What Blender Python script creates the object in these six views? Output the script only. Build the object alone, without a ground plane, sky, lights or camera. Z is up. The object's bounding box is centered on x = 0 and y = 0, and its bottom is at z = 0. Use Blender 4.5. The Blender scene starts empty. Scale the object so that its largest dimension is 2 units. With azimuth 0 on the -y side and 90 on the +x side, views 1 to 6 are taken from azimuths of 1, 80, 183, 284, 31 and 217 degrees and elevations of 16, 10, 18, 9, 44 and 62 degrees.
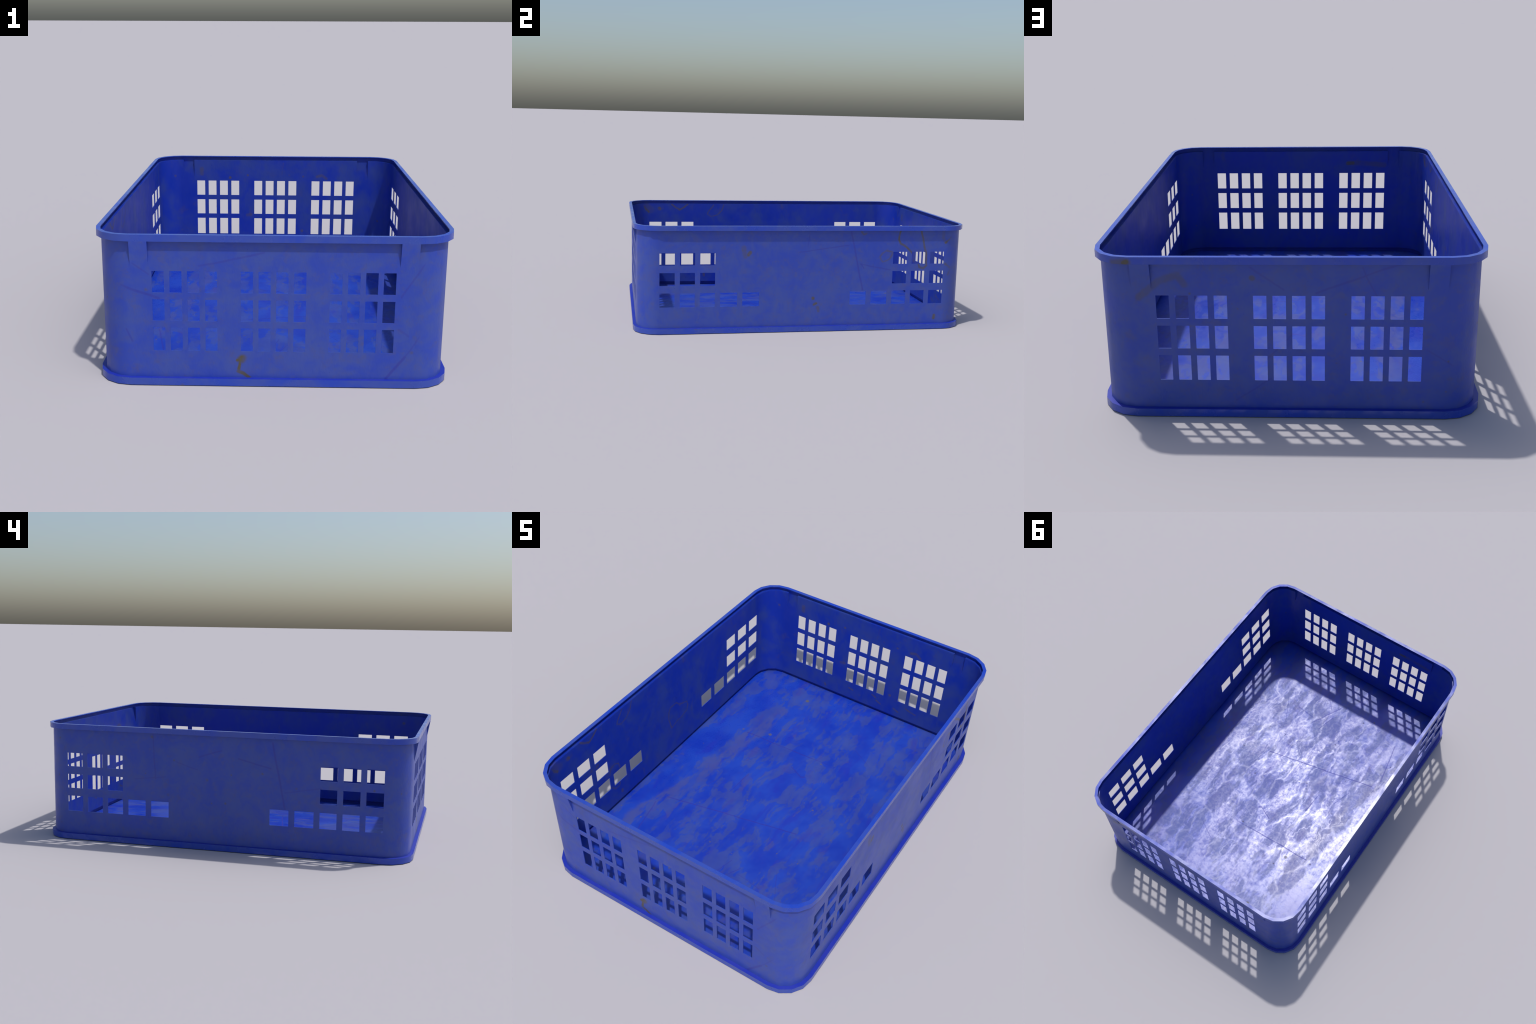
# A long, shallow blue plastic storage crate: vertical walls on a stepped base,
# a stepped rim, window-like grids of openings, four tapering ribs under the rim.
import bpy, math
from mathutils import Vector

# ------------------------------------------------------------------ sizes (m)
HX, HY = 0.7187, 1.000          # outer half width / half length of rim and base
H = 0.628                      # overall height
RIM_Z = 0.6005                 # underside of the rim
BASE_Z = 0.030                 # top of the base step
R = 0.145                      # outer corner radius
FLOOR = 0.002                  # top of the floor sheet
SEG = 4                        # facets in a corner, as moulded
T = 0.0032                     # wall thickness
WALL = 0.0174                  # how far the wall sits in from the rim
SIDE_IN = 0.0022               # a little more on the long sides
LIP = 0.0178                   # width of the rim's top
RIB = (0.4946, 0.5658)         # rib span on the short walls (|x|)
RIB_Z = 0.500                  # lower end of a rib

# openings of the short walls: three groups of 4 columns x 3 rows
END_ROWS = [(0.143, 0.242), (0.270, 0.360), (0.388, 0.4775)]
END_COLS = []
for group in (-0.3519, 0.0, 0.3519):
    for k in (-1.5, -0.5, 0.5, 1.5):
        c = group + k * 0.0700
        END_COLS.append((c - 0.0241, c + 0.0241))
# openings of the long walls: 3 columns x 3 rows at each end, two more low down
SIDE_ROWS = [(0.153, 0.236), (0.279, 0.355), (0.398, 0.471)]
SIDE_COLS = [(0.2740, 0.3730), (0.4035, 0.5030), (0.5333, 0.6203),
             (0.6500, 0.7366), (0.7660, 0.8530)]


# ------------------------------------------------------------------ materials
class Nodes:
    """Small helper to write node trees as expressions."""
    def __init__(self, tree):
        self.t = tree

    def new(self, kind, **props):
        n = self.t.nodes.new(kind)
        for k, v in props.items():
            setattr(n, k, v)
        return n

    def put(self, sock, v):
        if isinstance(v, bpy.types.NodeSocket):
            self.t.links.new(v, sock)
        elif v is not None:
            sock.default_value = v

    def math(self, op, a, b=None, c=None, clamp=False):
        n = self.new('ShaderNodeMath', operation=op, use_clamp=clamp)
        for i, v in enumerate((a, b, c)):
            self.put(n.inputs[i], v)
        return n.outputs[0]

    def vec(self, op, a, b=None, scale=None):
        n = self.new('ShaderNodeVectorMath', operation=op)
        self.put(n.inputs[0], a)
        if b is not None:
            self.put(n.inputs[1], b)
        if scale is not None:
            self.put(n.inputs['Scale'], scale)
        return n.outputs['Value'] if op in ('DOT_PRODUCT', 'LENGTH', 'DISTANCE') else n.outputs[0]

    def x(self, v):
        n = self.new('ShaderNodeSeparateXYZ')
        self.put(n.inputs[0], v)
        return n.outputs[0]

    def remap(self, v, lo, hi, a=0.0, b=1.0, smooth=True):
        n = self.new('ShaderNodeMapRange')
        n.interpolation_type = 'SMOOTHSTEP' if smooth else 'LINEAR'
        for i, x in enumerate((v, lo, hi, a, b)):
            self.put(n.inputs[i], x)
        return n.outputs[0]

    def noise(self, p, scale, detail=4.0, rough=0.55, dist=0.0, colour=False):
        n = self.new('ShaderNodeTexNoise')
        self.put(n.inputs['Vector'], p)
        n.inputs['Scale'].default_value = scale
        n.inputs['Detail'].default_value = detail
        n.inputs['Roughness'].default_value = rough
        n.inputs['Distortion'].default_value = dist
        return n.outputs['Color' if colour else 'Fac']

    def voronoi(self, p, scale, feature='F1', out='Distance', rnd=1.0):
        n = self.new('ShaderNodeTexVoronoi', feature=feature)
        self.put(n.inputs['Vector'], p)
        n.inputs['Scale'].default_value = scale
        n.inputs['Randomness'].default_value = rnd
        return n.outputs[out]

    def mix(self, f, a, b):
        n = self.new('ShaderNodeMix', data_type='RGBA')
        self.put(n.inputs[0], f)
        for s, v in ((n.inputs[6], a), (n.inputs[7], b)):
            if isinstance(v, tuple) and len(v) == 3:
                v = v + (1.0,)
            self.put(s, v)
        return n.outputs[2]

    def mapping(self, p, scale=(1, 1, 1), loc=(0, 0, 0), rot=(0, 0, 0)):
        n = self.new('ShaderNodeMapping')
        self.put(n.inputs['Vector'], p)
        n.inputs['Scale'].default_value = scale
        n.inputs['Location'].default_value = loc
        n.inputs['Rotation'].default_value = rot
        return n.outputs[0]

    def specks(self, p, scale, share, size, soft=0.5):
        """Scattered dots: a share of the Voronoi cells carries one."""
        n = self.new('ShaderNodeTexVoronoi', feature='F1')
        self.put(n.inputs['Vector'], p)
        n.inputs['Scale'].default_value = scale
        sep = self.new('ShaderNodeSeparateColor')
        self.t.links.new(n.outputs['Color'], sep.inputs[0])
        pick = self.math('GREATER_THAN', sep.outputs[0], 1.0 - share)
        rad = self.math('MULTIPLY_ADD', sep.outputs[1], size * 0.7, size * 0.3)
        f = self.math('DIVIDE', n.outputs['Distance'], rad)
        dot = self.remap(f, soft, 1.0, 1.0, 0.0)
        return self.math('MULTIPLY', pick, dot)


def stroke_group():
    """Mask of a straight stroke from A to B: 1 on it, fading to 0 at Width."""
    g = bpy.data.node_groups.new('stroke_mask', 'ShaderNodeTree')
    for nm, ty in (('Position', 'NodeSocketVector'), ('A', 'NodeSocketVector'),
                   ('B', 'NodeSocketVector'), ('Width', 'NodeSocketFloat'),
                   ('Strength', 'NodeSocketFloat'), ('Below', 'NodeSocketFloat')):
        g.interface.new_socket(nm, in_out='INPUT', socket_type=ty)
    g.interface.new_socket('Mask', in_out='OUTPUT', socket_type='NodeSocketFloat')
    N = Nodes(g)
    i = N.new('NodeGroupInput').outputs
    pa = N.vec('SUBTRACT', i[0], i[1])
    ba = N.vec('SUBTRACT', i[2], i[1])
    h = N.math('DIVIDE', N.vec('DOT_PRODUCT', pa, ba), N.vec('DOT_PRODUCT', ba, ba), clamp=True)
    d = N.vec('LENGTH', N.vec('SUBTRACT', pa, N.vec('SCALE', ba, scale=h)))
    m = N.remap(N.math('DIVIDE', d, i[3]), 0.35, 1.0, 1.0, 0.0)
    m = N.math('MAXIMUM', N.math('MULTIPLY', m, i[4]), i[5])
    o = N.new('NodeGroupOutput')
    g.links.new(m, o.inputs[0])
    return g


STROKE = stroke_group()


def strokes(N, p, paths):
    """paths: (points, width, strength); returns the joined mask."""
    m = 0.0
    for pts, width, strength in paths:
        for a, b in zip(pts[:-1], pts[1:]):
            n = N.new('ShaderNodeGroup')
            n.node_tree = STROKE
            N.put(n.inputs[0], p)
            n.inputs[1].default_value = a
            n.inputs[2].default_value = b
            n.inputs[3].default_value = width
            n.inputs[4].default_value = strength
            N.put(n.inputs[5], m)
            m = n.outputs[0]
    return m


def start(name):
    mat = bpy.data.materials.new(name)
    mat.use_nodes = True
    N = Nodes(mat.node_tree)
    bsdf = mat.node_tree.nodes['Principled BSDF']
    p = N.new('ShaderNodeTexCoord').outputs['Object']
    return mat, N, bsdf, p


def wobble(N, p, scale, amount):
    n = N.noise(p, scale, 3.0, colour=True)
    n = N.vec('SUBTRACT', n, (0.5, 0.5, 0.5))
    return N.vec('ADD', p, N.vec('SCALE', n, scale=amount))


def circle(cx, cy, rx, ry, make, n=8, a0=0.0, a1=360.0):
    return [make(cx + rx * math.cos(math.radians(a0 + (a1 - a0) * k / n)),
                 cy + ry * math.sin(math.radians(a0 + (a1 - a0) * k / n))) for k in range(n + 1)]


CLEAN = (0.008, 0.040, 0.40)
DUSTY = (0.037, 0.070, 0.325)
BROWN = (0.078, 0.064, 0.034)
SCRATCH = (0.022, 0.022, 0.26)


def finish(N, bsdf, colour, rough, bump=None, strength=0.1, dist=0.002, spec=0.5):
    N.put(bsdf.inputs['Base Color'], colour)
    N.put(bsdf.inputs['Roughness'], rough)
    bsdf.inputs['Specular IOR Level'].default_value = spec
    if bump is not None:
        b = N.new('ShaderNodeBump')
        b.inputs['Strength'].default_value = strength
        b.inputs['Distance'].default_value = dist
        N.put(b.inputs['Height'], bump)
        N.t.links.new(b.outputs[0], bsdf.inputs['Normal'])


# Marks on the outside of the walls. F, B, E, W place a point on the front,
# back, right and left wall.
OX, OY = HX - WALL - SIDE_IN, HY - WALL
F = lambda x, z: (x, -OY, z)
B = lambda x, z: (x, OY, z)
E = lambda y, z: (OX, y, z)
W = lambda y, z: (-OX, y, z)
OUT_SCRATCHES = [
    ([F(-0.66, .437), F(-0.558, .398), F(-0.455, .364)], .008, 0.46),
    ([F(-0.569, .519), F(-0.493, .464)], .005, 0.37),
    ([F(0.455, .030), F(0.530, .125)], .008, 0.56),
    ([F(0.530, .125), F(0.654, .322)], .005, 0.31),
    ([F(-0.292, .498), F(-0.038, .556)], .006, 0.37),
    ([F(0.505, .378), F(0.644, .603)], .006, 0.37),
    ([F(-0.588, .232), F(-0.566, .182)], .006, 0.43),
    ([F(0.50, .245), F(0.54, .215)], .006, 0.31),
    ([E(0.270, .592), E(0.3505, .243)], .007, 0.50),
    ([E(-0.038, .471), E(0.257, .5125)], .005, 0.43),
    ([E(0.333, .40), E(0.517, .363)], .006, 0.43),
    ([E(0.338, .40), E(0.356, .373)], .005, 0.50),
    ([E(0.02, .58), E(0.01, .50)], .004, 0.31),
    ([E(-0.93, .42), E(-0.86, .33)], .005, 0.37),
    ([B(0.14, .585), B(0.02, .50)], .006, 0.37),
    ([B(-0.42, .61), B(-0.10, .49)], .006, 0.43),
    ([B(-0.26, .585), B(-0.32, .46)], .005, 0.37),
    ([B(0.09, .22), B(-0.02, .34)], .005, 0.31),
    ([B(-0.50, .27), B(-0.62, .19)], .005, 0.31),
    ([B(0.20, .06), B(0.07, .15)], .005, 0.31),
    ([W(.361, .595), W(.347, .36)], .006, .40),
    ([W(-.283, .579), W(-.355, .243)], .007, .50),
    ([W(-.106, .488), W(-.276, .447)], .006, .45),
    ([W(.105, .486), W(-.015, .525)], .006, .40),
    ([W(-.353, .327), W(-.536, .361)], .005, .30),
    ([W(.233, .455), W(.115, .42)], .005, .30),
    ([W(.464, .352), W(.292, .371)], .005, .30),
    ([W(.885, .561), W(.866, .474)], .005, .30),
]
OUT_DIRT = [
    ([F(-0.1245, .112), F(-0.1265, .109)], .026, 1.0),
    ([F(-0.143, .106), F(-0.130, .107)], .010, 1.0),
    ([F(-0.131, .100), F(-0.134, .080), F(-0.138, .057)], .010, 1.0),
    ([F(-0.138, .057), F(-0.118, .048), F(-0.095, .029)], .011, .95),
    ([E(.5716, .598), E(.5644, .544), E(.5755, .522), E(.6157, .500), E(.652, .462)], .009, .85),
    ([E(.7045, .595), E(.721, .522), E(.7365, .467), E(.745, .386), E(.724, .369), E(.700, .378), E(.694, .397)], .009, .75),
    ([E(.912, .585), E(.894, .554), E(.862, .527)], .011, .9),
    ([E(.862, .527), E(.842, .556), E(.845, .59)], .014, .35),
    ([E(.489, .480), E(.466, .464), E(.452, .445), E(.460, .425), E(.470, .414), E(.496, .420), E(.515, .431),
      E(.524, .450), E(.528, .470), E(.510, .474), E(.489, .480)], .0075, .50),
    ([E(.335, .592), E(.347, .576), E(.363, .582)], .009, .6),
    ([E(.868, .396), E(.906, .368), E(.888, .330)], .012, .6),
    ([E(.0514, .197), E(.0514, .192)], .013, .9),
    ([E(.058, .158), E(.068, .164)], .011, .9),
    ([E(.0805, .138), E(.085, .120)], .014, .5),
    ([E(.810, .078), E(.808, .064)], .014, .85),
    ([E(-.33, .47), E(-.34, .46)], .016, .8),
    ([E(-.37, .50), E(-.36, .45)], .020, .4),
    ([B(.54, .47), B(.47, .53), B(.40, .555), B(.375, .52)], .020, .45),
    ([B(.13, .545), B(.128, .543)], .015, .7),
    ([B(.62, .56), B(.62, .555)], .012, .7),
    ([W(-.80, .43), W(-.795, .425)], .010, .6),
]


def outer_plastic(name, near):
    """near(point): whether a mark lies on the piece that wears this material."""
    mat, N, bsdf, p = start(name)
    soft = N.noise(p, 3.2, 6.0, 0.6, 0.6)
    mott = N.noise(p, 13.0, 7.0, 0.64, 0.6)
    f = N.math('ADD', N.math('MULTIPLY', soft, 0.50), N.math('MULTIPLY', mott, 0.50))
    dust = N.remap(f, 0.38, 0.61, 0.30, 0.95)
    col = N.mix(dust, CLEAN, DUSTY)
    # faint grey-brown film in patches
    film = N.remap(N.noise(wobble(N, p, 5.0, 0.15), 12.0, 8.0, 0.70), 0.54, 0.70, 0.0, 0.36)
    col = N.mix(film, col, (0.062, 0.066, 0.205))
    scuff = N.noise(wobble(N, p, 12.0, 0.05), 26.0, 9.0, 0.70)
    col = N.mix(N.remap(scuff, 0.52, 0.66, 0.0, 0.40), col, (0.058, 0.070, 0.235))
    col = N.mix(N.remap(scuff, 0.46, 0.34, 0.0, 0.30), col, CLEAN)
    grit = N.noise(wobble(N, p, 18.0, 0.04), 15.0, 10.0, 0.74)
    col = N.mix(N.remap(grit, 0.56, 0.68, 0.0, 0.34), col, (0.066, 0.064, 0.16))
    pick = lambda marks: [m for m in marks if any(near(Vector(q)) for q in m[0])]
    scr = strokes(N, wobble(N, p, 9.0, 0.012), pick(OUT_SCRATCHES))
    col = N.mix(scr, col, SCRATCH)
    # tide marks and drips of dirt
    dirt = strokes(N, wobble(N, p, 22.0, 0.012), pick(OUT_DIRT))
    fade = N.remap(N.noise(p, 30.0, 3.0), 0.30, 0.60, 0.72, 1.0)
    col = N.mix(N.math('MULTIPLY', dirt, fade), col, BROWN)
    # soft brown dots, tiny dark pits
    dots = N.specks(wobble(N, p, 40.0, 0.006), 10.5, 0.42, 0.16, 0.1)
    col = N.mix(N.math('MULTIPLY', dots, 0.60), col, BROWN)
    grime = N.specks(wobble(N, p, 60.0, 0.006), 24.0, 0.22, 0.20, 0.1)
    col = N.mix(N.math('MULTIPLY', grime, 0.28), col, BROWN)
    pits = N.specks(p, 30.0, 0.10, 0.10, 0.4)
    col = N.mix(N.math('MULTIPLY', pits, 0.55), col, (0.004, 0.015, 0.20))
    rough = N.remap(N.noise(p, 8.0, 5.0), 0.3, 0.7, 0.38, 0.50)
    wrinkle = N.noise(N.mapping(wobble(N, p, 6.0, 0.05), (1, 1, 0.45)), 30.0, 6.0, 0.65)
    finish(N, bsdf, col, rough, wrinkle, 0.40, 0.004)
    return mat


def inner_plastic():
    mat, N, bsdf, p = start('inner_blue_plastic')
    soft = N.noise(p, 3.5, 6.0, 0.6, 0.8)
    mott = N.noise(N.mapping(p, (1, 1, 0.6)), 13.0, 5.0, 0.62, 0.4)
    f = N.math('ADD', N.math('MULTIPLY', soft, 0.6), N.math('MULTIPLY', mott, 0.4))
    dust = N.remap(f, 0.40, 0.62, 0.0, 1.0)
    col = N.mix(dust, (0.003, 0.025, 0.335), (0.020, 0.046, 0.265))
    stain = N.remap(N.noise(wobble(N, p, 5.0, 0.2), 12.0, 7.0, 0.68), 0.56, 0.72, 0.0, 0.36)
    col = N.mix(stain, col, (0.046, 0.046, 0.18))
    X, Y = OX - T, OY - T
    W = lambda y, z: (-X, y, z)
    F = lambda x, z: (x, -Y, z)
    B = lambda x, z: (x, Y, z)
    pb = wobble(N, p, 20.0, 0.010)
    dirt = strokes(N, pb, [
        # tide rings on the left wall
        ([W(-.008, .195), W(-.029, .272), W(-.025, .319), W(-.009, .345), W(.046, .343), W(.072, .314),
          W(.138, .291), W(.146, .26), W(.134, .23), W(.086, .218), W(.036, .214), W(-.008, .195)], .0065, .60),
        ([W(.072, .316), W(.078, .310)], .012, .6),
        ([W(-.311, .598), W(-.327, .555), W(-.358, .522), W(-.400, .510), W(-.431, .528),
          W(-.414, .560), W(-.386, .595)], .0065, .55),
        ([W(-.69, .598), W(-.661, .575), W(-.636, .561), W(-.602, .578), W(-.576, .600)], .009, .80),
        ([W(-.530, .251), W(-.517, .289), W(-.485, .296), W(-.458, .28), W(-.450, .247)], .007, .55),
        ([W(-.530, .166), W(-.499, .128), W(-.467, .130), W(-.455, .155)], .007, .55),
        ([W(-.897, .595), W(-.880, .566), W(-.856, .545)], .012, .85),
        ([W(-.870, .590), W(-.845, .560)], .034, .35),
        ([W(-.783, .570), W(-.779, .567)], .017, .85),
        ([W(-.602, .379), W(-.606, .377)], .015, .6),
        ([W(-.648, .379), W(-.650, .376)], .012, .5),
        ([W(-.453, .085), W(-.451, .070)], .012, .6),
        # smear on the front wall, spots and streaks on the back wall
        ([F(-.270, .535), F(-.300, .538)], .016, .95),
        ([F(-.30, .538), F(-.40, .532), F(-.48, .525)], .020, .45),
        ([B(-.617, .508), B(-.615, .507)], .014, .7),
        ([B(-.453, .55), B(-.450, .52)], .018, .5),
        ([B(-.279, .499), B(-.278, .498)], .013, .75),
        ([B(-.168, .512), B(-.167, .511)], .010, .7),
        ([B(.255, .508), B(.290, .514), B(.312, .495)], .012, .5),
        ([B(.171, .508), B(.171, .507)], .010, .6),
        ([B(-.170, .262), B(-.150, .266)], .014, .5),
        ([B(-.268, .062), B(-.262, .050)], .009, .7),
        ([B(-.100, .101), B(-.075, .094)], .008, .6),
        ([B(.055, .118), B(.080, .108)], .008, .6),
        ([B(.090, .088), B(.115, .074)], .008, .7),
        ([B(.280, .114), B(.310, .100), B(.345, .095)], .008, .65),
        ([B(.205, .080), B(.235, .064)], .008, .6),
    ])
    # runs and smears low on the walls
    run = N.noise(N.mapping(wobble(N, p, 3.0, 0.2), (1, 1, 0.28)), 21.0, 4.0, 0.6)
    dirt = N.math('MAXIMUM', dirt, N.remap(run, 0.62, 0.74, 0.0, 0.30))
    fade = N.remap(N.noise(p, 30.0, 3.0), 0.30, 0.60, 0.55, 1.0)
    col = N.mix(N.math('MULTIPLY', dirt, fade), col, (0.075, 0.062, 0.055))
    dots = N.specks(wobble(N, p, 30.0, 0.012), 11.0, 0.34, 0.17, 0.15)
    col = N.mix(N.math('MULTIPLY', dots, 0.6), col, (0.085, 0.068, 0.045))
    rough = N.remap(N.noise(p, 8.0, 5.0), 0.3, 0.7, 0.35, 0.48)
    wrinkle = N.noise(N.mapping(wobble(N, p, 6.0, 0.05), (1, 1, 0.45)), 30.0, 6.0, 0.65)
    finish(N, bsdf, col, rough, wrinkle, 0.34, 0.004)
    return mat


def rim_plastic():
    mat, N, bsdf, p = start('worn_rim_plastic')
    f = N.noise(p, 6.0, 6.0, 0.62, 0.5)
    dust = N.remap(f, 0.36, 0.62, 0.15, 0.85)
    col = N.mix(dust, (0.008, 0.046, 0.43), (0.036, 0.072, 0.35))
    B = lambda x, z: (x, HY, z)
    pb = wobble(N, p, 22.0, 0.014)
    dirt = strokes(N, pb, [([B(.660, .605), B(.575, .607)], .022, .6),
                           ([B(.585, .606), B(.575, .609)], .016, .95)])
    dots = N.specks(wobble(N, p, 40.0, 0.006), 11.0, 0.25, 0.14, 0.15)
    col = N.mix(N.math('MAXIMUM', dirt, N.math('MULTIPLY', dots, 0.55)), col, BROWN)
    rough = N.remap(N.noise(p, 8.0, 5.0, 0.60), 0.38, 0.62, 0.17, 0.29)
    finish(N, bsdf, col, rough, N.noise(p, 4.5, 2.0, 0.45), 0.5, 0.012)
    return mat


def ledge_plastic():
    """The step of the base, its blue darkened to hold the crease shade."""
    mat, N, bsdf, p = start('crease_darkened_blue_plastic')
    f = N.noise(p, 9.0, 5.0, 0.6, 0.5)
    col = N.mix(N.remap(f, 0.35, 0.7, 0.0, 0.8), (0.004, 0.020, 0.33), (0.017, 0.030, 0.31))
    dots = N.specks(wobble(N, p, 40.0, 0.006), 10.0, 0.25, 0.14, 0.15)
    col = N.mix(N.math('MULTIPLY', dots, 0.5), col, BROWN)
    finish(N, bsdf, col, 0.52)
    return mat


def floor_plastic():
    mat, N, bsdf, p = start('stained_floor_plastic')
    Z = FLOOR
    P = lambda *xy: [(x, y, Z) for x, y in xy]
    flat = N.mapping(p, (1, 1, 0))
    pw = wobble(N, wobble(N, p, 5.0, 0.10), 18.0, 0.030)
    pw = N.vec('ADD', N.vec('MULTIPLY', pw, (1, 1, 0)), (0, 0, Z))
    # wiped, glossy bands running along the crate
    bands = strokes(N, pw, [
        (P((-.625, -.60), (-.615, -.16), (-.585, .27), (-.52, .72)), .105, 1.0),
        (P((-.075, -.42), (-.055, -.20), (-.070, -.05), (-.072, .10)), .060, 1.0),
        (P((-.072, .10), (-.01, .24), (-.11, .45), (-.13, .86)), .065, .9),
        (P((-.365, -.22), (-.350, .00), (-.345, .14), (-.400, .24)), .038, .75),
        (P((-.400, .24), (-.328, .49), (-.315, .70)), .045, .85),
        (P((.180, .20), (.205, .43), (.175, .64), (.115, .93)), .055, 1.0),
        (P((.14, -.46), (.22, -.24), (.33, -.12)), .070, .75),
        (P((.42, -.40), (.49, .00), (.46, .24), (.50, .50)), .085, .85),
        (P((-.10, .66), (.10, .80)), .10, .8),
        (P((-.30, -.80), (-.10, -.62), (.10, -.70)), .07, .7),
        (P((-.57, -.80), (-.45, -.55)), .08, .7),
    ])
    # dusty streak beside the left band
    film = N.math('MULTIPLY', N.remap(N.noise(N.mapping(flat, (1.0, 0.35, 1.0)), 16.0, 7.0, 0.65), 0.40, 0.56), strokes(N, pw, [
        (P((-.585, -.62), (-.540, -.33), (-.490, -.18), (-.452, .08), (-.412, .36), (-.365, .66)), .060, 1.0),
        (P((-.50, -.24), (-.45, .21), (-.42, .38)), .05, .5),
    ]))
    # dried-puddle network: thin branching veins round dull cells
    pv = wobble(N, wobble(N, flat, 5.0, 0.20), 20.0, 0.020)
    pv = N.mapping(pv, (1.1, 0.56, 1.0))
    edge = N.voronoi(pv, 6.5, 'DISTANCE_TO_EDGE')
    vary = N.noise(flat, 9.0, 4.0, 0.6)
    veins = N.remap(edge, 0.0, N.math('MULTIPLY', vary, 0.22), 1.0, 0.0)
    ridge = N.math('ABSOLUTE', N.math('SUBTRACT', N.noise(pv, 8.5, 3.0, 0.5), 0.5))
    veins2 = N.remap(ridge, 0.0, 0.035, 1.0, 0.0)
    where = N.remap(N.noise(flat, 2.6, 3.0), 0.42, 0.60)
    net = N.math('MAXIMUM', N.math('MULTIPLY', veins, N.remap(vary, 0.35, 0.6, 0.4, 1.0)),
                 N.math('MULTIPLY', veins2, N.math('MULTIPLY', where, 0.8)))
    # long soft drag marks, fine streaks and blotches, pushed up along the bands
    drag = N.noise(N.mapping(wobble(N, flat, 4.0, 0.12), (1.0, 0.30, 1.0)), 9.0, 8.0, 0.62)
    fine = N.noise(N.mapping(wobble(N, flat, 7.0, 0.07), (1.0, 0.16, 1.0)), 24.0, 8.0, 0.66)
    blot = N.noise(N.mapping(wobble(N, flat, 9.0, 0.05), (1.0, 0.7, 1.0)), 8.0, 8.0, 0.64)
    cloud = N.math('MULTIPLY_ADD', drag, 0.42, N.math('MULTIPLY', blot, 0.20))
    cloud = N.math('MULTIPLY_ADD', fine, 0.38, cloud)
    lift = N.math('MULTIPLY_ADD', bands, 0.095, cloud)
    lift = N.math('MULTIPLY_ADD', film, -0.08, lift)
    # dried puddles: dull islands that shrink where the floor was wiped
    gap = N.remap(lift, 0.445, 0.600, 0.0, 0.30, smooth=False)
    isle = N.remap(N.math('SUBTRACT', edge, gap), -0.02, 0.05)
    pv2 = N.mapping(N.vec('ADD', pv, (3.1, 1.7, 0.0)), (1.0, 0.8, 1.0))
    edge3 = N.voronoi(pv2, 15.0, 'DISTANCE_TO_EDGE')
    isle2 = N.remap(N.math('SUBTRACT', edge3, N.math('MULTIPLY_ADD', gap, 1.1, 0.03)), -0.03, 0.08)
    isle = N.math('MAXIMUM', isle, N.math('MULTIPLY', isle2, 0.75))
    soft = N.remap(lift, 0.44, 0.62)
    streak = N.remap(fine, 0.42, 0.60)
    clean = N.math('MULTIPLY_ADD', N.math('SUBTRACT', 1.0, isle), 0.50, N.math('MULTIPLY', soft, 0.26))
    clean = N.math('MULTIPLY_ADD', streak, 0.30, clean)
    clean = N.math('MULTIPLY', clean, N.math('MULTIPLY_ADD', film, -0.55, 1.0))
    clean = N.math('MAXIMUM', clean, N.math('MULTIPLY', veins2, N.math('MULTIPLY', where, 0.6)))
    grain = N.noise(flat, 55.0, 4.0, 0.7)
    clean = N.math('ADD', clean, N.math('MULTIPLY', N.math('SUBTRACT', grain, 0.5), 0.22), clamp=True)
    tone = N.noise(flat, 4.5, 5.0)
    blue = N.mix(N.remap(tone, 0.35, 0.65), (0.006, 0.031, 0.375), (0.012, 0.052, 0.420))
    dull = N.mix(N.remap(tone, 0.35, 0.65), (0.022, 0.046, 0.300), (0.032, 0.064, 0.315))
    violet = N.remap(N.noise(N.mapping(wobble(N, flat, 5.0, 0.1), (1.0, 0.3, 1.0)), 11.0, 6.0, 0.62), 0.52, 0.68, 0.0, 0.55)
    dull = N.mix(violet, dull, (0.038, 0.036, 0.27))
    blue = N.mix(violet, blue, (0.012, 0.022, 0.36))
    col = N.mix(N.remap(clean, 0.0, 0.9), dull, blue)
    col = N.mix(N.math('MULTIPLY', film, 0.40), col, (0.064, 0.070, 0.24))
    scr = strokes(N, wobble(N, p, 8.0, 0.012), [
        (P((.205, -.143), (-.512, -.300)), 0.0049, 0.59),
        (P((-.015, .402), (-.445, .382)), 0.0049, 0.59),
        (P((-.015, .402), (.08, .407)), 0.0042, 0.35),
        (P((.093, -.495), (-.010, -.706)), 0.0042, 0.49),
        (P((.027, -.476), (-.006, -.608)), 0.0042, 0.49),
        (P((-.485, -.654), (-.545, -.368)), 0.0056, 0.49),
        (P((-.247, .092), (-.257, -.086)), 0.0042, 0.56),
        (P((.007, .236), (-.079, .275)), 0.0042, 0.56),
        (P((.012, .236), (.022, .243)), 0.0084, 0.56),
        (P((.240, -.553), (.105, -.533)), 0.0042, 0.35),
        (P((.099, -.729), (.034, -.660)), 0.0042, 0.42),
        (P((-.414, -.175), (-.376, -.058)), 0.0035, 0.42),
        (P((.30, .52), (.16, .60)), 0.0035, 0.35),
        (P((.36, -.60), (.25, -.40)), 0.0035, 0.35),
    ])
    col = N.mix(scr, col, (0.020, 0.020, 0.27))
    dots = N.specks(wobble(N, flat, 40.0, 0.006), 15.0, 0.32, 0.16, 0.15)
    col = N.mix(N.math('MULTIPLY', dots, 0.68), col, (0.10, 0.085, 0.06))
    spot = strokes(N, p, [(P((-.325, .44), (-.326, .441)), .014, .65), (P((-.30, .83), (-.301, .831)), .015, .75)])
    col = N.mix(spot, col, (0.11, 0.10, 0.045))
    pits = N.specks(flat, 22.0, 0.24, 0.15, 0.3)
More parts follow.
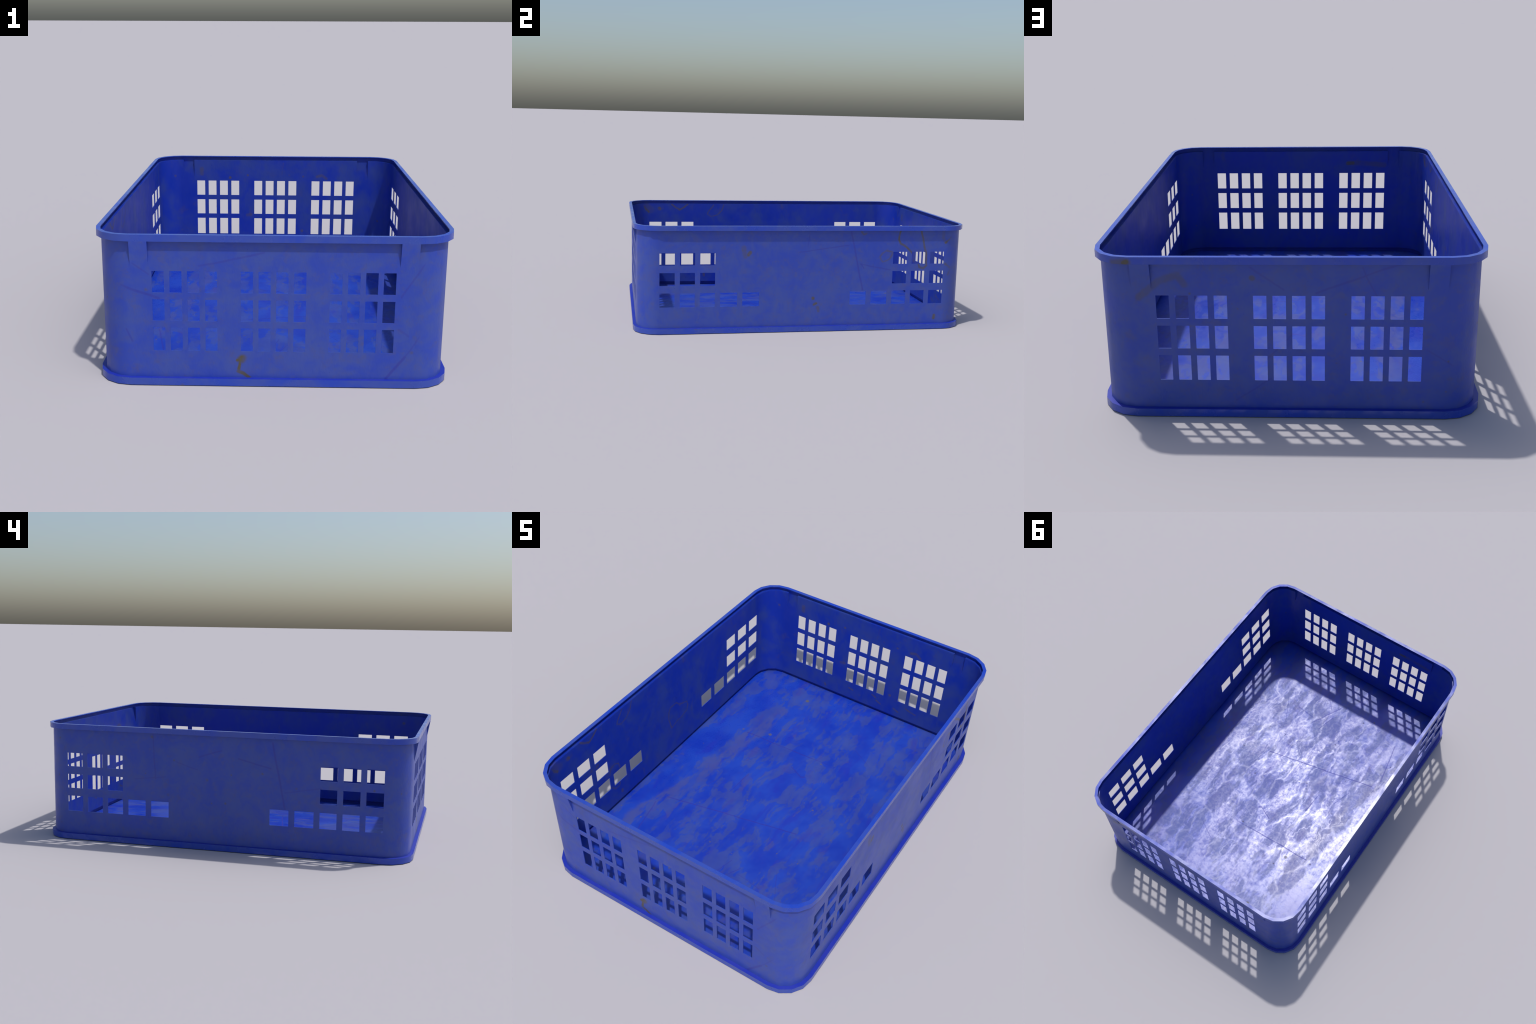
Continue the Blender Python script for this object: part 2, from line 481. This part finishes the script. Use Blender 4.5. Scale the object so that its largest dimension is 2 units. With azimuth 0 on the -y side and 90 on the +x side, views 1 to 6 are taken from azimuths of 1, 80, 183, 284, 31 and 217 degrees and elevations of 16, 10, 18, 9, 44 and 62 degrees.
    # wiped plastic is glossier than the dull film
    fleck = N.noise(wobble(N, flat, 20.0, 0.02), 38.0, 9.0, 0.76)
    crack = N.voronoi(wobble(N, flat, 16.0, 0.05), 26.0, 'DISTANCE_TO_EDGE')
    crack = N.remap(crack, 0.0, 0.16, 1.0, 0.0)
    patch = N.noise(N.mapping(flat, (1.0, 0.5, 1.0)), 4.0, 6.0, 0.6)
    web = N.math('MAXIMUM', veins, N.math('MULTIPLY', veins2, where))
    web = N.math('MAXIMUM', web, N.math('MULTIPLY', crack, 0.45))
    web = N.math('MAXIMUM', web, N.math('MULTIPLY', bands, N.remap(fleck, 0.36, 0.56, 0.35, 1.0)))
    web = N.math('MULTIPLY_ADD', streak, 0.28, web)
    fine = N.math('MULTIPLY_ADD', N.math('SUBTRACT', fleck, 0.5), 1.25, N.math('MULTIPLY', clean, 0.38))
    fine = N.math('MULTIPLY_ADD', N.math('SUBTRACT', patch, 0.5), 0.8, fine)
    fine = N.math('MULTIPLY_ADD', web, 0.36, fine)
    # most worn and shiny towards one corner
    worn = N.vec('DOT_PRODUCT', flat, (-0.85, 0.52, 0.0))
    fine = N.math('ADD', fine, N.remap(worn, 0.05, 0.75, -0.08, 0.34, smooth=False))
    rough = N.remap(fine, -0.16, 1.15, 0.56, 0.255, smooth=False)
    mask = N.math('MAXIMUM', N.math('MAXIMUM', pits, N.math('MULTIPLY', scr, 0.8)), N.math('MAXIMUM', dots, spot))
    rough = N.math('MULTIPLY_ADD', mask, 0.22, rough)
    finish(N, bsdf, col, rough, N.noise(flat, 40.0, 5.0), 0.06, 0.002)
    return mat


M_WALLS = {
    'front': outer_plastic('dusty_blue_plastic_front', lambda q: q.y < -0.97),
    'back': outer_plastic('dusty_blue_plastic_back', lambda q: q.y > 0.97),
    'right': outer_plastic('dusty_blue_plastic_right', lambda q: q.x > 0.69),
    'left': outer_plastic('dusty_blue_plastic_left', lambda q: q.x < -0.69),
    'corner': outer_plastic('dusty_blue_plastic_corner', lambda q: abs(q.x) > 0.55 and abs(q.y) > 0.82),
}
M_IN, M_RIM, M_LEDGE, M_FLOOR = inner_plastic(), rim_plastic(), ledge_plastic(), floor_plastic()


# ------------------------------------------------------------------ geometry
class Builder:
    """Collects faces with shared corners, a material and optional normals."""
    def __init__(self, mats):
        self.v, self.idx, self.f, self.m, self.n = [], {}, [], [], []
        self.mats = mats

    def vert(self, p):
        key = tuple(round(c, 5) for c in p)
        if key not in self.idx:
            self.idx[key] = len(self.v)
            self.v.append(tuple(p))
        return self.idx[key]

    def face(self, pts, mat=0, normals=None, toward=None):
        """toward: direction the face should look; the winding is fixed to it."""
        pts = [Vector(p) for p in pts]
        n = Vector((0, 0, 0))
        for a, b in zip(pts, pts[1:] + pts[:1]):
            n += a.cross(b)
        n.normalize()
        if toward is not None and n.dot(Vector(toward)) < 0:
            pts.reverse()
            n.negate()
            if normals:
                normals = list(reversed(normals))
        ids = [self.vert(p) for p in pts]
        if len(set(ids)) < 3:
            return
        self.f.append(ids)
        self.m.append(mat)
        self.n.extend([Vector(x).normalized() for x in normals] if normals else [n] * len(ids))

    def build(self, name, parent):
        me = bpy.data.meshes.new(name)
        me.from_pydata(self.v, [], self.f)
        for mt in self.mats:
            me.materials.append(mt)
        me.polygons.foreach_set('material_index', self.m)
        me.polygons.foreach_set('use_smooth', [True] * len(self.f))
        me.update()
        # hard edges wherever two faces ask for different shading normals
        seen = {}
        for poly in me.polygons:
            for li in poly.loop_indices:
                lp = me.loops[li]
                seen.setdefault(lp.edge_index, []).append(poly.index)
        at = [{me.loops[li].vertex_index: self.n[li] for li in p.loop_indices} for p in me.polygons]
        for e in me.edges:
            ps = seen.get(e.index, [])
            e.use_edge_sharp = len(ps) != 2 or any(
                (at[ps[0]][v] - at[ps[1]][v]).length > 1e-3 for v in e.vertices)
        me.normals_split_custom_set([tuple(x) for x in self.n])
        ob = bpy.data.objects.new(name, me)
        bpy.context.scene.collection.objects.link(ob)
        ob.parent = parent
        return ob


def stations():
    """Points round the outline with their outward direction, anticlockwise."""
    out = []
    for cx, cy, a0 in ((1, -1, -90), (1, 1, 0), (-1, 1, 90), (-1, -1, 180)):
        c = Vector((cx * (HX - R), cy * (HY - R), 0))
        for k in range(SEG + 1):
            a = math.radians(a0 + 90 * k / SEG)
            d = Vector((math.cos(a), math.sin(a), 0))
            out.append((c + d * R, d, 'corner' if k < SEG else 'straight'))
        if cx == cy:        # next straight is a short wall's: stop at its ribs
            s = 1 if cy > 0 else -1
            for x in (RIB[1], RIB[0], -RIB[0], -RIB[1]):
                out.append((Vector((s * x, cy * HY, 0)), Vector((0, cy, 0)), 'straight'))
    return out


ST = stations()


def on(st, d, z):
    """Point at inset d and height z at a station."""
    if d >= WALL and d != LIP:
        d += SIDE_IN * st[1].x ** 2
    q = st[0] - st[1] * d
    return Vector((q.x, q.y, z))


def sweep(bld, profile, mats, spans):
    """Sweep a closed (inset, height) profile through pairs of stations."""
    for a, b in spans:
        for j in range(len(profile)):
            (d0, z0), (d1, z1) = profile[j], profile[(j + 1) % len(profile)]
            pts = [on(a, d0, z0), on(b, d0, z0), on(b, d1, z1), on(a, d1, z1)]
            # the profile runs clockwise seen with the outside to the left
            nd, nz = -(z1 - z0), (d0 - d1)
            na = (-a[1] * nd + Vector((0, 0, nz))) * -1
            nb = (-b[1] * nd + Vector((0, 0, nz))) * -1
            na, nb = -na, -nb
            bld.face(pts, mats[j], [na, nb, nb, na], toward=na + nb)


def cap(bld, st, profile, toward, mat=0):
    bld.face([on(st, d, z) for d, z in profile], mat, toward=toward)


PAIRS = list(zip(ST, ST[1:] + ST[:1]))


def is_rib(a, b):
    xs = sorted((abs(a[0].x), abs(b[0].x)))
    return (abs(xs[0] - RIB[0]) < 1e-4 and abs(xs[1] - RIB[1]) < 1e-4
            and abs(a[0].y) > HY - 1e-4)


crate = bpy.data.objects.new('storage_crate', None)
bpy.context.scene.collection.objects.link(crate)
crate['label'] = 'long open blue plastic crate with gridded window openings, worn and dusty'
crate['category'] = 'plastic crate'

# rim: a hollow step with a narrow top lip; no ledge where a rib opens into it
rim = Builder([M_RIM, M_IN])
full = [(0, RIM_Z), (0, H), (LIP, H), (LIP, H - T), (T, H - T), (T, RIM_Z + T),
        (WALL + T - 0.0005, RIM_Z + T), (WALL + T - 0.0005, RIM_Z)]
open_ = [(0, RIM_Z), (0, H), (LIP, H), (LIP, H - T), (T, H - T), (T, RIM_Z)]
sweep(rim, full, [0, 0, 0, 1, 1, 1, 1, 0], [p for p in PAIRS if not is_rib(*p)])
sweep(rim, open_, [0, 0, 0, 1, 1, 0], [p for p in PAIRS if is_rib(*p)])
for a, b in PAIRS:
    if is_rib(a, b):
        end = [(T, RIM_Z), (T, RIM_Z + T), (WALL + T - 0.0005, RIM_Z + T), (WALL + T - 0.0005, RIM_Z)]
        cap(rim, a, end, b[0] - a[0], 1)
        cap(rim, b, end, a[0] - b[0], 1)
rim.build('rim', crate)

# base step: hollow like the rim, closed by the floor
base = Builder([M_RIM, M_LEDGE, M_IN])
prof = [(0, 0), (0, BASE_Z), (WALL + T - 0.0005, BASE_Z), (WALL + T - 0.0005, BASE_Z - T),
        (T, BASE_Z - T), (T, 0)]
sweep(base, prof, [0, 1, 2, 2, 2, 0], PAIRS)
base.build('base_step', crate)

floor = Builder([M_FLOOR, M_IN])
ring = [s for s in ST]
floor.face([on(s, T, FLOOR) for s in ring], 0, toward=(0, 0, 1))
floor.face([on(s, T, 0) for s in ring], 1, toward=(0, 0, -1))
for a, b in PAIRS:
    floor.face([on(a, T, 0), on(b, T, 0), on(b, T, FLOOR), on(a, T, FLOOR)], 0, toward=a[1] + b[1])
floor.build('floor', crate)

Z0, Z1 = BASE_Z - 0.0006, RIM_Z + 0.0006       # walls are let into both ledges


def panel(name, half, face, holes, mat, notches=()):
    """Flat wall with rectangular openings. face(s, d, z) -> point, d = inset."""
    us = sorted({-half, half} | {u for h in holes for u in h[:2]} | {u for h in notches for u in h[:2]})
    zs = sorted({Z0, Z1} | {z for h in holes for z in h[2:]} | {z for h in notches for z in h[2:]})
    cut = list(holes) + list(notches)

    def solid(i, j):
        if not (0 <= i < len(us) - 1 and 0 <= j < len(zs) - 1):
            return None
        u, z = (us[i] + us[i + 1]) / 2, (zs[j] + zs[j + 1]) / 2
        return not any(h[0] < u < h[1] and h[2] < z < h[3] for h in cut)

    b = Builder([mat, M_IN])
    out = Vector(face(0, 0, 0)) - Vector(face(0, 1, 0))
    for i in range(len(us) - 1):
        for j in range(len(zs) - 1):
            if not solid(i, j):
                continue
            u0, u1, z0, z1 = us[i], us[i + 1], zs[j], zs[j + 1]
            for d, mt, sg in ((WALL, 0, 1), (WALL + T, 1, -1)):
                b.face([face(u0, d, z0), face(u1, d, z0), face(u1, d, z1), face(u0, d, z1)], mt, toward=out * sg)
            for di, dj, p, q in ((-1, 0, (u0, z0), (u0, z1)), (1, 0, (u1, z0), (u1, z1)),
                                 (0, -1, (u0, z0), (u1, z0)), (0, 1, (u0, z1), (u1, z1))):
                if solid(i + di, j + dj):
                    continue
                tw = Vector(face(di, 0, dj)) - Vector(face(0, 0, 0))
                b.face([face(p[0], WALL, p[1]), face(q[0], WALL, q[1]),
                        face(q[0], WALL + T, q[1]), face(p[0], WALL + T, p[1])], 0, toward=tw)
    return b.build(name, crate)


def rib(face, u0, u1, mat, parent):
    """Wedge that fairs the rim into the wall, open towards the inside."""
    b = Builder([mat, M_IN])
    slab = [(0, RIM_Z), (WALL, RIB_Z), (WALL + T, RIB_Z), (T, RIM_Z)]
    cheek = [(0, RIM_Z), (WALL, RIB_Z), (WALL + T - 0.0005, RIB_Z), (WALL + T - 0.0005, RIM_Z + T),
             (T, RIM_Z + T), (T, RIM_Z)]
    out = Vector(face(0, 0, 0)) - Vector(face(0, 1, 0))
    across = (Vector(face(1, 0, 0)) - Vector(face(0, 0, 0)))
    up = Vector((0, 0, 0.3))

    def prism(poly, ua, ub, inner_edges, flush=()):
        cen = Vector(face((ua + ub) / 2, sum(d for d, _ in poly) / len(poly), sum(z for _, z in poly) / len(poly)))
        for k in range(len(poly)):
            (d0, z0), (d1, z1) = poly[k], poly[(k + 1) % len(poly)]
            pts = [face(ua, d0, z0), face(ub, d0, z0), face(ub, d1, z1), face(ua, d1, z1)]
            mid = sum((Vector(p) for p in pts), Vector()) / 4
            # the outer face is shaded straight on from the rim into the wall
            b.face(pts, 1 if k in inner_edges else 0, [out * (1 if k == 0 else -1)] * 4 if k in flush else None, toward=mid - cen)
        for u, s in ((ua, -1), (ub, 1)):
            b.face([face(u, d, z) for d, z in poly], 0, toward=across * s)

    prism(slab, u0 + T, u1 - T, (2,), (0, 2))
    prism(cheek, u0, u0 + T, (2, 3, 4), (0,))
    prism(cheek, u1 - T, u1, (2, 3, 4), (0,))
    return b.build('rib', parent)


end_holes = [(c[0], c[1], r[0], r[1]) for c in END_COLS for r in END_ROWS]
side_holes = []
for s in (1, -1):
    for ci, c in enumerate(SIDE_COLS):
        lo, hi = sorted((s * c[0], s * c[1]))
        for ri, r in enumerate(SIDE_ROWS):
            if ci >= 2 or ri == 0:
                side_holes.append((lo, hi, r[0], r[1]))
notch = [(RIB[0], RIB[1], RIB_Z, Z1), (-RIB[1], -RIB[0], RIB_Z, Z1)]

for sy in (-1, 1):
    f = lambda u, d, z, sy=sy: (u, sy * (HY - d), z)
    mat = M_WALLS['back' if sy > 0 else 'front']
    w = panel('end_wall', HX - R, f, end_holes, mat, notch)
    for lo, hi in ((RIB[0], RIB[1]), (-RIB[1], -RIB[0])):
        rib(f, lo, hi, mat, w)
for sx in (1, -1):
    f = lambda u, d, z, sx=sx: (sx * (HX - SIDE_IN - d), u, z)
    panel('side_wall', HY - R, f, side_holes, M_WALLS['right' if sx > 0 else 'left'])

# rounded corners of the wall, one piece each, shaded smooth into the flat walls
corner_pairs = [p for p in PAIRS if p[0][2] == 'corner']
for c in range(4):
    b = Builder([M_WALLS['corner'], M_IN])
    spans = corner_pairs[c * SEG:(c + 1) * SEG]
    sweep(b, [(WALL, Z0), (WALL, Z1), (WALL + T, Z1), (WALL + T, Z0)], [0, 0, 1, 0], spans)
    b.build('corner_wall', crate)
